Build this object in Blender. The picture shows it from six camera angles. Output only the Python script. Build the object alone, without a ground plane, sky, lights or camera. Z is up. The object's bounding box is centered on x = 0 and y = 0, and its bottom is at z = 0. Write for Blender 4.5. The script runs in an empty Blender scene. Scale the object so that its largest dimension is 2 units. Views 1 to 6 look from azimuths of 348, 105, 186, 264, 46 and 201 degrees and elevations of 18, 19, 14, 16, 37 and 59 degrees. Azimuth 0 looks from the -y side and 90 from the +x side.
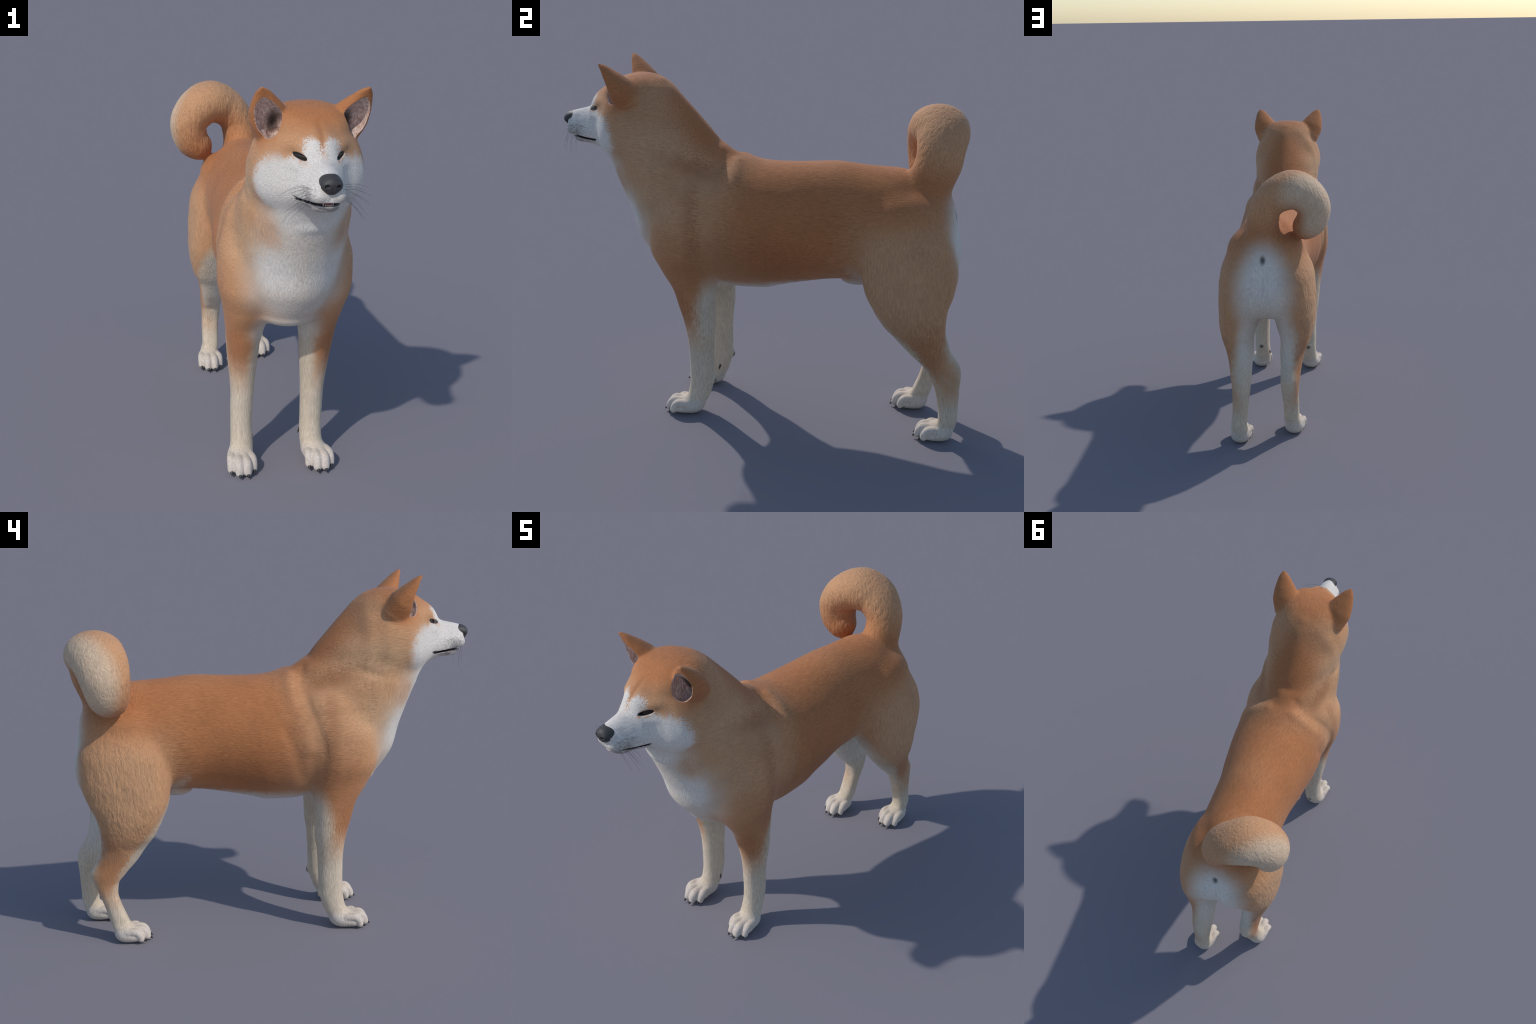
import bpy, math, random
import numpy as np
from mathutils import Vector, Matrix

# A standing orange-and-white spitz dog.  The body is one smooth implicit surface: swept
# torso, neck, head and legs, a curled tube for the tail, hollow horns for the ears.
# It is meshed once and then separated by region into named parts.
random.seed(7)
rng = np.random.default_rng(7)
MID = 0.0405                      # mirror plane of the dog (the tail curls out to -x)

# ------------------------------------------------------------------ curve helpers
def cubic(xs, ys, t):
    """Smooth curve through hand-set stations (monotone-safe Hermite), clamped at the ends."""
    xs, ys = np.asarray(xs, float), np.asarray(ys, float)
    if xs[0] > xs[-1]:
        xs, ys = xs[::-1], ys[::-1]
    h = np.diff(xs)
    d = np.diff(ys) / h
    m = np.zeros(len(xs))
    m[0], m[-1] = d[0], d[-1]
    for i in range(1, len(xs) - 1):
        if d[i - 1] * d[i] > 0:
            w1, w2 = 2 * h[i] + h[i - 1], h[i] + 2 * h[i - 1]
            m[i] = (w1 + w2) / (w1 / d[i - 1] + w2 / d[i])
    t = np.clip(t, xs[0], xs[-1])
    i = np.clip(np.searchsorted(xs, t) - 1, 0, len(h) - 1)
    u = (t - xs[i]) / h[i]
    return ((2 * u**3 - 3 * u**2 + 1) * ys[i] + (u**3 - 2 * u**2 + u) * h[i] * m[i]
            + (-2 * u**3 + 3 * u**2) * ys[i + 1] + (u**3 - u**2) * h[i] * m[i + 1])

def gaussian_smooth(curve, n):
    for _ in range(n):
        p = np.concatenate([curve[:1], curve, curve[-1:]])
        curve = 0.25 * p[:-2] + 0.5 * p[1:-1] + 0.25 * p[2:]
    return curve

# ------------------------------------------------------------------ implicit field on a rectilinear grid
def smooth_min(a, b, k):
    h = np.maximum(k - np.abs(a - b), 0) / k
    return np.minimum(a, b) - h * h * h * k / 6

def frame_from(direction, hint):
    z = np.array(direction, float); z /= np.linalg.norm(z)
    x = np.array(hint, float); x -= z * (x @ z); x /= np.linalg.norm(x)
    return np.array([x, np.cross(z, x), z])

def sweep_path(points, radii, steps):
    pts = np.array(points, float)
    u = np.concatenate([[0], np.cumsum(np.linalg.norm(np.diff(pts, axis=0), axis=1))])
    t = np.linspace(0, u[-1], steps)
    path = gaussian_smooth(np.stack([cubic(u, pts[:, i], t) for i in range(3)], 1), 2)
    return path, cubic(u, np.array(radii, float), t), u, t

class Field:
    def __init__(self, axes):
        self.axes = axes
        self.dim = np.array([len(a) for a in axes])
        self.v = np.full(self.dim, 0.2, np.float32)

    def window(self, lo, hi, pad):
        sl, ax = [], []
        for k in range(3):
            a = np.searchsorted(self.axes[k], lo[k] - pad)
            b = np.searchsorted(self.axes[k], hi[k] + pad)
            a = min(max(a - 1, 0), self.dim[k] - 3); b = max(min(b + 1, self.dim[k]), a + 3)
            sl.append(slice(a, b)); ax.append(self.axes[k][a:b].astype(np.float32))
        return tuple(sl), ax

    def put(self, sl, ax, F, k, sub=False, true=False):
        if not true:                       # turn the implicit value into a distance
            g = np.gradient(F, *ax)
            F = F / np.sqrt(g[0]**2 + g[1]**2 + g[2]**2 + 1e-4)
        F = F.astype(np.float32)
        self.v[sl] = -smooth_min(-self.v[sl], F, k) if sub else smooth_min(self.v[sl], F, k)

    def loft(self, axis, rows, cap, k, low=2.2, high=2.2, mirror=False, side=1, sub=False):
        """Part swept along y (axis 1) or z (axis 2).
        rows: station, centre x, half width, then low / widest / high reach on the other axis."""
        rows = np.array(rows, float)
        rows = rows[np.argsort(rows[:, 0])]
        s, xc, hw, lo, mid, hi = rows.T
        other = 3 - axis
        for sg in ((1, -1) if mirror else (side,)):
            xs = sg * xc
            blo, bhi = [0, 0, 0], [0, 0, 0]
            blo[0], bhi[0] = MID + (xs - hw).min(), MID + (xs + hw).max()
            blo[axis], bhi[axis] = s[0] - cap[0], s[-1] + cap[1]
            blo[other], bhi[other] = lo.min(), hi.max()
            sl, ax = self.window(blo, bhi, 0.06)
            shape = [1, 1, 1]; shape[axis] = -1
            f = lambda col: cubic(s, col, ax[axis]).reshape(shape).astype(np.float32)
            C, W, L, Mi, H = f(xs), f(hw), f(lo), f(mid), f(hi)
            X = ax[0].reshape(-1, 1, 1) - np.float32(MID)
            Q = ax[other].reshape((1, 1, -1) if other == 2 else (1, -1, 1))
            T = ax[axis].reshape(shape)
            a = np.abs(X - C) / W
            dq = Q - Mi
            b = np.where(dq > 0, dq / np.maximum(H - Mi, 1e-3), -dq / np.maximum(Mi - L, 1e-3))
            power = high + (low - high) * 0.5 * (1 - np.tanh(dq / 0.03))
            kk = (a**power + b**power)**(1 / power)
            over = np.maximum((s[0] - T) / cap[0], 0) + np.maximum((T - s[-1]) / cap[1], 0)
            self.put(sl, ax, np.sqrt(kk**2 + over**2) - 1, k, sub)

    def ellipsoid(self, centre, radii, k, rot=None, mirror=False, sub=False, side=1):
        """centre x is measured from the mirror plane; rot rows are the ellipsoid's own axes."""
        for sg in ((1, -1) if mirror else (side,)):
            S = np.array([sg, 1, 1.0])
            c = np.array(centre) * S + np.array([MID, 0, 0])
            R = np.eye(3) if rot is None else np.array(rot) * S
            sl, ax = self.window(c - max(radii), c + max(radii), 0.04)
            P = np.stack(np.meshgrid(*ax, indexing="ij"), -1) - c
            F = np.sqrt((((P @ R.T) / np.array(radii))**2).sum(-1)) - 1
            self.put(sl, ax, F, k, sub)

    def swell(self, centre, radii, amount, mirror=False, rot=None, side=1):
        """Local soft bulge (or dent, when negative) of the surface."""
        for sg in ((1, -1) if mirror else (side,)):
            S = np.array([sg, 1, 1.0])
            c = np.array(centre) * S + np.array([MID, 0, 0])
            R = np.eye(3) if rot is None else np.array(rot) * S
            sl, ax = self.window(c - 2.2 * max(radii), c + 2.2 * max(radii), 0)
            P = np.stack(np.meshgrid(*ax, indexing="ij"), -1) - c
            q = (((P @ R.T) / np.array(radii))**2).sum(-1)
            self.v[sl] -= (amount * np.exp(-q)).astype(np.float32)

    def crease(self, points, radius, amount, mirror=False, side=1):
        """Soft groove (negative) or ridge (positive) that follows a line."""
        path = sweep_path(points, [radius] * len(points), 24)[0]
        for sg in ((1, -1) if mirror else (side,)):
            p = (path * np.array([sg, 1, 1]) + np.array([MID, 0, 0])).astype(np.float32)
            sl, ax = self.window(p.min(0), p.max(0), 2.3 * radius)
            P = np.stack(np.meshgrid(*ax, indexing="ij"), -1).astype(np.float32)
            d2 = np.full(P.shape[:3], 9.0, np.float32)
            for q, r in zip(p[:-1], p[1:]):
                e = r - q
                h = np.clip(((P - q) @ e) / (e @ e), 0, 1)[..., None]
                d2 = np.minimum(d2, ((P - q - h * e)**2).sum(-1))
            self.v[sl] -= amount * np.exp(-d2 / radius**2)

    def tube(self, points, radii, k, mirror=False, side=1, sub=False, flat=None, steps=60):
        """Round sweep along a smooth path; flat = (axis, radius factors along it)."""
        path, r, u, t = sweep_path(points, radii, steps)
        fac = cubic(u, np.array(flat[1], float), t) if flat else None
        for sg in ((1, -1) if mirror else (side,)):
            p = path * np.array([sg, 1, 1]) + np.array([MID, 0, 0])
            big = r.max() * (fac.max() if flat else 1)
            sl, ax = self.window(p.min(0) - big, p.max(0) + big, 0.04)
            P = np.stack(np.meshgrid(*ax, indexing="ij"), -1).astype(np.float32)
            best = np.full(P.shape[:3], 9.0, np.float32)
            for i in range(steps):
                v = P - p[i].astype(np.float32)
                d2 = (v**2).sum(-1)
                if flat:
                    al = v @ np.array(flat[0], np.float32)
                    d2 = d2 - al**2 + (al / fac[i])**2
                best = np.minimum(best, np.sqrt(d2) - r[i])
            if flat:
                g = np.gradient(best, *ax)
                best = best / np.clip(np.sqrt(g[0]**2 + g[1]**2 + g[2]**2), 0.5, 1.2)
            self.put(sl, ax, best, k, sub, true=True)

    def horn(self, origin, frame, rows, cap, k, mirror=False, sub=False, power=2.0):
        """Sweep along an own axis; rows: distance along it, side offset, side radius, front reach, rear reach."""
        rows = np.array(rows, float)
        for sg in ((1, -1) if mirror else (1,)):
            S = np.array([sg, 1, 1.0])
            o = np.array(origin) * S + np.array([MID, 0, 0])
            R = np.array(frame) * S
            ends = np.stack([o + R[2] * rows[0, 0], o + R[2] * rows[-1, 0]])
            big = rows[:, 1:].max() + max(cap)
            sl, ax = self.window(ends.min(0) - big, ends.max(0) + big, 0.03)
            P = np.stack(np.meshgrid(*ax, indexing="ij"), -1)
            self.put(sl, ax, horn_value(P, o, R, rows, cap, power), k, sub)

    def soften(self, weight, passes):
        """Blur the field where weight (a function of x, y, z) says so: fillets without swelling."""
        b = self.v.copy()
        for _ in range(passes):
            for k in range(3):              # diffusion step that allows for uneven grid steps
                h = np.diff(self.axes[k])
                hl, hr = np.concatenate([h[:1], h]), np.concatenate([h, h[-1:]])
                shape = [1, 1, 1]; shape[k] = -1
                cl = (8e-6 / (hl * (hl + hr))).reshape(shape).astype(np.float32)
                cr = (8e-6 / (hr * (hl + hr))).reshape(shape).astype(np.float32)
                p = np.pad(b, [(1, 1) if i == k else (0, 0) for i in range(3)], mode="edge")
                lo, hi = [slice(None)] * 3, [slice(None)] * 3
                lo[k], hi[k] = slice(0, -2), slice(2, None)
                b = b + cl * (p[tuple(lo)] - b) + cr * (p[tuple(hi)] - b)
        w = weight(self.axes[0].reshape(-1, 1, 1), self.axes[1].reshape(1, -1, 1), self.axes[2].reshape(1, 1, -1)).astype(np.float32)
        self.v += w * (b - self.v)

    # -------- meshing
    def to_grid(self, P):
        return np.stack([np.interp(P[:, k], self.axes[k], np.arange(self.dim[k])) for k in range(3)], 1)

    def sample(self, P):
        g = self.to_grid(P)
        i = np.clip(np.floor(g).astype(int), 0, self.dim - 2)
        f = g - i
        out = 0
        for a in (0, 1):
            for b in (0, 1):
                for c in (0, 1):
                    w = (f[:, 0] if a else 1 - f[:, 0]) * (f[:, 1] if b else 1 - f[:, 1]) * (f[:, 2] if c else 1 - f[:, 2])
                    out = out + w * self.v[i[:, 0] + a, i[:, 1] + b, i[:, 2] + c]
        return out

    def gradient_at(self, P, e=0.004):
        g = np.stack([self.sample(P + np.eye(3)[k] * e) - self.sample(P - np.eye(3)[k] * e) for k in range(3)], 1)
        return g / (2 * e)

    def surface(self, rounds=3, e=0.004):
        F = self.v
        inside = F < 0
        n = F.shape
        acc = np.zeros((n[0]-1, n[1]-1, n[2]-1, 3), np.float32)
        cnt = np.zeros((n[0]-1, n[1]-1, n[2]-1), np.int8)
        corner = lambda A, i, j, k: A[i:n[0]-1+i, j:n[1]-1+j, k:n[2]-1+k]
        for ax in range(3):
            o = [0, 1, 2]; o.remove(ax)
            for p in (0, 1):
                for q in (0, 1):
                    c0 = [0, 0, 0]; c0[o[0]] = p; c0[o[1]] = q
                    c1 = list(c0); c1[ax] = 1
                    idx = np.nonzero(corner(inside, *c0) != corner(inside, *c1))
                    f0, f1 = corner(F, *c0)[idx], corner(F, *c1)[idx]
                    pos = np.zeros((len(f0), 3), np.float32) + np.array(c0, np.float32)
                    pos[:, ax] += f0 / (f0 - f1)
                    acc[idx] += pos
                    cnt[idx] += 1
        cell = cnt > 0
        ids = np.full(cell.shape, -1, np.int64)
        ids[cell] = np.arange(cell.sum())
        g = acc[cell] / cnt[cell][:, None] + np.argwhere(cell)
        verts = np.stack([np.interp(g[:, k], np.arange(self.dim[k]), self.axes[k]) for k in range(3)], 1)
        faces = []
        for ax in range(3):
            o = [(ax + 1) % 3, (ax + 2) % 3]
            a = [slice(1, -1)] * 3; b = [slice(1, -1)] * 3
            a[ax], b[ax] = slice(0, -1), slice(1, None)
            base = np.argwhere(inside[tuple(a)] != inside[tuple(b)])
            off = np.array([1, 1, 1]); off[ax] = 0
            base = base + off
            flip = inside[tuple(base.T)]
            quad = []
            for p, q in ((0, 0), (1, 0), (1, 1), (0, 1)):
                c = base.copy(); c[:, o[0]] -= p; c[:, o[1]] -= q
                quad.append(ids[tuple(c.T)])
            quad = np.stack(quad, 1)
            quad[flip] = quad[flip][:, ::-1]
            faces.append(quad[:, ::-1])
        faces = np.concatenate(faces)
        edges = np.concatenate([faces[:, [0, 1]], faces[:, [1, 2]], faces[:, [2, 3]], faces[:, [3, 0]]])
        for _ in range(rounds):            # even out the mesh, then pull it back on the surface
            s = np.zeros_like(verts)
            for k in range(3):
                s[:, k] = np.bincount(edges[:, 0], verts[edges[:, 1], k], len(verts)) + np.bincount(edges[:, 1], verts[edges[:, 0], k], len(verts))
            c = np.bincount(edges[:, 0], minlength=len(verts)) + np.bincount(edges[:, 1], minlength=len(verts))
            verts = verts + 0.6 * (s / c[:, None] - verts)
            g = self.gradient_at(verts, e)
            step = (self.sample(verts) / ((g**2).sum(1) + 1e-2))[:, None]
            verts = verts - g * np.clip(step, -e, e)
        return verts, faces

def horn_value(P, o, R, rows, cap, power=2.0):
    P = P - o
    U, V, W = P @ R[0], -(P @ R[1]), P @ R[2]
    f = lambda c: cubic(rows[:, 0], rows[:, c], W)
    a = np.abs(U - f(1)) / f(2)
    b = np.where(V > 0, V / f(3), -V / f(4))
    over = np.maximum((rows[0, 0] - W) / cap[0], 0) + np.maximum((W - rows[-1, 0]) / cap[1], 0)
    return np.sqrt((a**power + b**power)**(2 / power) + over**2) - 1

def spaced(*pieces):
    """Grid coordinates: (start, stop, step) runs, finer where the dog has fine shapes."""
    return np.concatenate([np.arange(a, b - 1e-9, st) for a, b, st in pieces])

# ------------------------------------------------------------------ the body
dog = Field([spaced((-0.36, 0.40, 0.004)),
             spaced((-1.03, -0.62, 0.003), (-0.62, 1.04, 0.005)),
             spaced((-0.03, 0.10, 0.0035), (0.10, 1.28, 0.005), (1.28, 1.79, 0.0032))])

# ---- torso: swept along y; columns y, x, half width, belly z, widest z, back z
dog.loft(1, [
    (-0.36, 0, 0.205, 0.695, 0.98, 1.215),
    (-0.20, 0.003, 0.255, 0.668, 0.97, 1.276),
    (-0.10, 0.004, 0.266, 0.652, 0.96, 1.304),
    ( 0.03, 0.004, 0.261, 0.656, 0.96, 1.283),
    ( 0.10, 0.004, 0.252, 0.674, 0.97, 1.282),
    ( 0.20, 0.004, 0.239, 0.698, 0.98, 1.286),
    ( 0.37, 0.004, 0.215, 0.729, 0.99, 1.298),
    ( 0.52, 0.004, 0.217, 0.742, 0.98, 1.286),
    ( 0.66, 0.004, 0.220, 0.724, 0.96, 1.280),
    ( 0.80, 0.003, 0.195, 0.703, 0.95, 1.228)],
    cap=(0.12, 0.145), k=0.03, low=1.88, high=2.05)
# ---- neck and fore chest: horizontal slices, columns z, x, half width, front y, widest y, nape y
dog.loft(2, [
    (0.77, 0, 0.158, -0.530, -0.33, -0.10),
    (0.84, 0, 0.184, -0.584, -0.35, -0.10),
    (0.90, 0, 0.206, -0.620, -0.37, -0.10),
    (1.00, 0, 0.220, -0.647, -0.38, -0.08),
    (1.10, 0, 0.228, -0.684, -0.40, -0.06),
    (1.21, 0, 0.226, -0.730, -0.43, -0.04),
    (1.31, 0, 0.208, -0.764, -0.47, -0.118),
    (1.37, 0, 0.198, -0.755, -0.49, -0.198),
    (1.43, 0, 0.192, -0.740, -0.52, -0.252),
    (1.49, 0, 0.180, -0.720, -0.55, -0.306),
    (1.55, 0, 0.160, -0.690, -0.57, -0.361),
    (1.61, 0, 0.125, -0.670, -0.58, -0.424),
    (1.64, 0, 0.095, -0.650, -0.58, -0.480)],
    cap=(0.07, 0.022), k=0.045, low=2.0, high=1.7)
# ---- head: swept along y
dog.loft(1, [
    (-0.955, 0, 0.048, 1.358, 1.415, 1.478),
    (-0.93, 0, 0.060, 1.346, 1.410, 1.486),
    (-0.90, 0, 0.069, 1.336, 1.402, 1.494),
    (-0.87, 0, 0.079, 1.330, 1.398, 1.503),
    (-0.85, 0, 0.083, 1.325, 1.398, 1.518),
    (-0.825, 0, 0.090, 1.318, 1.400, 1.562),
    (-0.80, 0, 0.101, 1.310, 1.405, 1.591),
    (-0.77, 0, 0.130, 1.297, 1.405, 1.613),
    (-0.74, 0, 0.168, 1.282, 1.405, 1.631),
    (-0.70, 0, 0.202, 1.262, 1.405, 1.650),
    (-0.64, 0, 0.219, 1.240, 1.408, 1.665),
    (-0.57, 0, 0.220, 1.220, 1.415, 1.672),
    (-0.49, 0, 0.198, 1.210, 1.420, 1.650)],
    cap=(0.018, 0.09), k=0.05, low=2.1, high=1.85)
dog.ellipsoid((0.055, -0.600, 1.591), (0.105, 0.145, 0.078), 0.03, mirror=True)          # flat broad crown
dog.tube([(0, -0.80, 1.470), (0, -0.87, 1.462), (0, -0.955, 1.447)], [0.042, 0.038, 0.034], 0.02, steps=20)   # bridge
dog.ellipsoid((0, -0.895, 1.351), (0.050, 0.048, 0.019), 0.015)                          # chin
# ---- shoulders and fore legs: horizontal slices, columns z, x, half width, front, widest, rear
dog.loft(2, [
    (0.050, 0.165, 0.052, -0.375, -0.315, -0.262),
    (0.090, 0.160, 0.050, -0.352, -0.298, -0.240),
    (0.130, 0.159, 0.049, -0.340, -0.285, -0.226),
    (0.190, 0.160, 0.048, -0.332, -0.275, -0.212),
    (0.250, 0.160, 0.049, -0.331, -0.272, -0.210),
    (0.335, 0.159, 0.051, -0.333, -0.272, -0.209),
    (0.410, 0.160, 0.057, -0.338, -0.272, -0.205),
    (0.500, 0.162, 0.066, -0.354, -0.270, -0.194),
    (0.580, 0.163, 0.073, -0.377, -0.275, -0.193),
    (0.660, 0.160, 0.084, -0.400, -0.290, -0.190),
    (0.760, 0.158, 0.102, -0.458, -0.310, -0.185),
    (0.880, 0.155, 0.131, -0.510, -0.320, -0.170),
    (1.000, 0.150, 0.135, -0.505, -0.310, -0.140),
    (1.120, 0.135, 0.122, -0.440, -0.270, -0.100)],
    cap=(0.04, 0.12), k=0.04, mirror=True)
# ---- hind legs: the left one stands back, the right one forward
dog.loft(2, [
    (0.040, 0.146, 0.048, 0.870, 0.920, 0.970),
    (0.080, 0.144, 0.044, 0.895, 0.940, 0.985),
    (0.116, 0.148, 0.044, 0.902, 0.947, 0.991),
    (0.200, 0.140, 0.044, 0.893, 0.942, 0.992),
    (0.270, 0.136, 0.047, 0.876, 0.935, 0.993),
    (0.340, 0.134, 0.052, 0.842, 0.920, 0.997),
    (0.380, 0.137, 0.057, 0.815, 0.900, 0.990),
    (0.450, 0.145, 0.065, 0.744, 0.840, 0.948),
    (0.530, 0.157, 0.079, 0.676, 0.780, 0.922),
    (0.580, 0.169, 0.090, 0.632, 0.750, 0.916),
    (0.660, 0.165, 0.112, 0.580, 0.720, 0.922),
    (0.750, 0.156, 0.123, 0.536, 0.700, 0.948),
    (0.840, 0.153, 0.125, 0.520, 0.700, 0.960),
    (0.950, 0.143, 0.126, 0.525, 0.700, 0.935),
    (1.080, 0.110, 0.115, 0.560, 0.710, 0.870)],
    cap=(0.035, 0.12), k=0.035, side=1, low=2.7)
dog.loft(2, [
    (0.040, 0.150, 0.048, 0.715, 0.765, 0.812),
    (0.080, 0.146, 0.044, 0.735, 0.780, 0.828),
    (0.116, 0.138, 0.044, 0.748, 0.793, 0.840),
    (0.200, 0.138, 0.045, 0.778, 0.818, 0.862),
    (0.250, 0.135, 0.047, 0.789, 0.830, 0.880),
    (0.310, 0.134, 0.051, 0.781, 0.835, 0.904),
    (0.358, 0.135, 0.055, 0.744, 0.825, 0.917),
    (0.425, 0.138, 0.061, 0.684, 0.780, 0.882),
    (0.490, 0.142, 0.071, 0.638, 0.745, 0.856),
    (0.570, 0.159, 0.089, 0.580, 0.710, 0.853),
    (0.640, 0.158, 0.109, 0.546, 0.700, 0.862),
    (0.740, 0.150, 0.125, 0.508, 0.690, 0.905),
    (0.840, 0.145, 0.130, 0.500, 0.690, 0.930),
    (0.950, 0.135, 0.130, 0.515, 0.700, 0.930),
    (1.080, 0.100, 0.115, 0.560, 0.710, 0.870)],
    cap=(0.035, 0.12), k=0.035, side=-1, low=2.7)
dog.ellipsoid((0.070, 0.838, 0.872), (0.112, 0.118, 0.155), 0.035, mirror=True)
dog.crease([(0, 0.965, 0.98), (0, 0.965, 0.86), (0, 0.94, 0.74)], 0.028, -0.010)
# ---- fillet the joins of trunk, neck and thighs; leave face, ears and paws crisp
def ramp(t, a, b):
    u = np.clip((t - a) / (b - a), 0, 1)
    return u * u * (3 - 2 * u)
dog.soften(lambda x, y, z: ramp(z, 0.30, 0.55) * (1 - ramp(-y, 0.60, 0.70) * ramp(z, 1.20, 1.32)), 14)

# ---- folds of the coat: ruff behind the head, fronts and crests of the shoulder blades
dog.crease([(0.0, -0.19, 1.375), (0.06, -0.195, 1.378), (0.16, -0.235, 1.375), (0.21, -0.317, 1.350), (0.21, -0.435, 1.310), (0.185, -0.531, 1.275), (0.14, -0.62, 1.245)], 0.022, -0.006, mirror=True)
dog.swell((0.15, -0.42, 1.405), (0.09, 0.12, 0.05), 0.010, mirror=True)
dog.swell((0.0, -0.735, 1.215), (0.05, 0.03, 0.022), 0.007)
dog.crease([(0.05, -0.165, 1.33), (0.17, -0.14, 1.26), (0.235, -0.195, 1.10), (0.268, -0.238, 0.94), (0.26, -0.205, 0.80), (0.24, -0.19, 0.70)], 0.021, -0.005, mirror=True)
dog.crease([(0.07, -0.09, 1.31), (0.17, -0.085, 1.23), (0.235, -0.135, 1.08), (0.265, -0.165, 0.95)], 0.032, 0.009, mirror=True)
dog.crease([(0.23, -0.135, 0.78), (0.255, -0.10, 0.92), (0.25, -0.05, 1.06)], 0.030, -0.007, mirror=True)
dog.swell((0.24, 0.47, 0.90), (0.06, 0.05, 0.14), -0.010, mirror=True)
dog.swell((0.0, 0.935, 1.072), (0.022, 0.04, 0.026), -0.010)

# ---- tail: thick brush that rises, curls to the right and hangs down
TAIL = ([(0.006, 0.765, 1.12), (0.010, 0.802, 1.23), (-0.006, 0.838, 1.335), (-0.070, 0.842, 1.418),
         (-0.155, 0.815, 1.447), (-0.232, 0.787, 1.408), (-0.272, 0.770, 1.335), (-0.258, 0.764, 1.265), (-0.220, 0.757, 1.227)],
        [0.105, 0.090, 0.086, 0.096, 0.107, 0.101, 0.092, 0.086, 0.073])
TAIL_FLAT = [1.0, 1.18, 1.24, 1.24, 1.24, 1.25, 1.22, 1.14, 1.10]
dog.tube(*TAIL, 0.045, flat=((0, 1, 0), TAIL_FLAT))

# ---- ears: forward leaning cones, hollowed from the front
EAR = frame_from((0.058, -0.123, 0.157), (1, 0.18, -0.10))
EAR_BASE = (0.142, -0.585, 1.585)
EAR_OUTER = [(-0.01, -0.004, 0.072, 0.086, 0.048), (0.05, -0.003, 0.076, 0.078, 0.048), (0.10, -0.001, 0.064, 0.058, 0.040),
             (0.15, 0.001, 0.043, 0.030, 0.027), (0.175, 0.001, 0.031, 0.014, 0.020), (0.192, 0.001, 0.019, 0.008, 0.013), (0.202, 0.001, 0.009, 0.005, 0.007)]
EAR_HOLLOW = np.array([(0.010, -0.014, 0.028, 0.060, 0.008), (0.030, -0.013, 0.044, 0.070, 0.014), (0.06, -0.010, 0.053, 0.070, 0.018), (0.10, -0.005, 0.048, 0.06, 0.020),
                       (0.15, 0.000, 0.031, 0.05, 0.016), (0.180, 0.001, 0.014, 0.04, 0.012)])
EAR_CUP = tuple(np.array(EAR_BASE) - EAR[1] * 0.028)      # the cup sits forward of the ear's axis
EAR_HOLLOW_CAP = (0.03, 0.010)
dog.horn(EAR_BASE, EAR, EAR_OUTER, (0.05, 0.006), 0.020, mirror=True)
dog.horn(EAR_CUP, EAR, EAR_HOLLOW, EAR_HOLLOW_CAP, 0.006, mirror=True, sub=True)

# ---- face: brow, whisker pads, furrow, eye sockets, mouth
dog.ellipsoid((0.034, -0.925, 1.402), (0.034, 0.050, 0.034), 0.02, mirror=True)       # whisker pads
dog.swell((0.055, -0.795, 1.565), (0.045, 0.04, 0.030), 0.004, mirror=True)           # brows
dog.crease([(0, -0.835, 1.560), (0, -0.80, 1.600), (0, -0.76, 1.625)], 0.016, -0.007)  # forehead furrow
dog.crease([(0, -0.985, 1.42), (0, -0.965, 1.39)], 0.006, -0.004)                       # philtrum
SLIT = frame_from((0.55, -0.80, 0.12), (0.056, 0.041, 0.020))       # rows: along the slit, up the lid, outward
EYE = np.array([0.069, -0.803, 1.510])
dog.swell((0.092, -0.772, 1.548), (0.040, 0.035, 0.022), 0.010, mirror=True)          # outer brow fold
dog.swell((0.085, -0.790, 1.478), (0.032, 0.030, 0.016), 0.005, mirror=True)          # lower lid
dog.ellipsoid(EYE, (0.040, 0.0105, 0.022), 0.005, rot=SLIT, mirror=True, sub=True)
MOUTH = [(-0.965, 0, 0.20, 1.364, 1.372, 1.381), (-0.93, 0, 0.20, 1.363, 1.3695, 1.377), (-0.88, 0, 0.20, 1.3615, 1.366, 1.3705),
         (-0.83, 0, 0.20, 1.3585, 1.3620, 1.3655), (-0.80, 0, 0.20, 1.3625, 1.3645, 1.3665)]
dog.loft(1, [(y, 0, w, a, m, b) for y, _, w, a, m, b in MOUTH], (0.05, 0.006), 0.004, low=4, high=4, sub=True)

# ---- paws
def paw(side, toe_y, heel_y, xc, top):
    """Four arched toes in front of a rounded pad, plus the flat heel of the paw."""
    dog.ellipsoid((xc, heel_y, 0.044), (0.054, 0.064, 0.046), 0.03, side=side)
    dog.ellipsoid((xc, toe_y + 0.082, 0.034), (0.060, 0.062, 0.036), 0.02, side=side)
    for dx, dy, r in ((-0.049, 0.030, 0.0185), (-0.0178, 0.0, 0.0200), (0.0178, 0.0, 0.0200), (0.049, 0.030, 0.0185)):
        y = toe_y + dy
        dog.tube([(xc + dx * 0.80, y + 0.090, top * 0.70), (xc + dx * 0.95, y + 0.050, top * 0.72), (xc + dx, y + 0.028, top * 0.50), (xc + dx, y + 0.022, 0.023)],
                 [r, r + 0.001, r, r - 0.001], 0.008, side=side, steps=18)
PAWS = [("fore", 1, -0.462, -0.335, 0.178, 0.086), ("fore", -1, -0.462, -0.335, 0.174, 0.086),
        ("hind", 1, 0.790, 0.905, 0.146, 0.086), ("hind", -1, 0.638, 0.755, 0.150, 0.086)]
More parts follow.
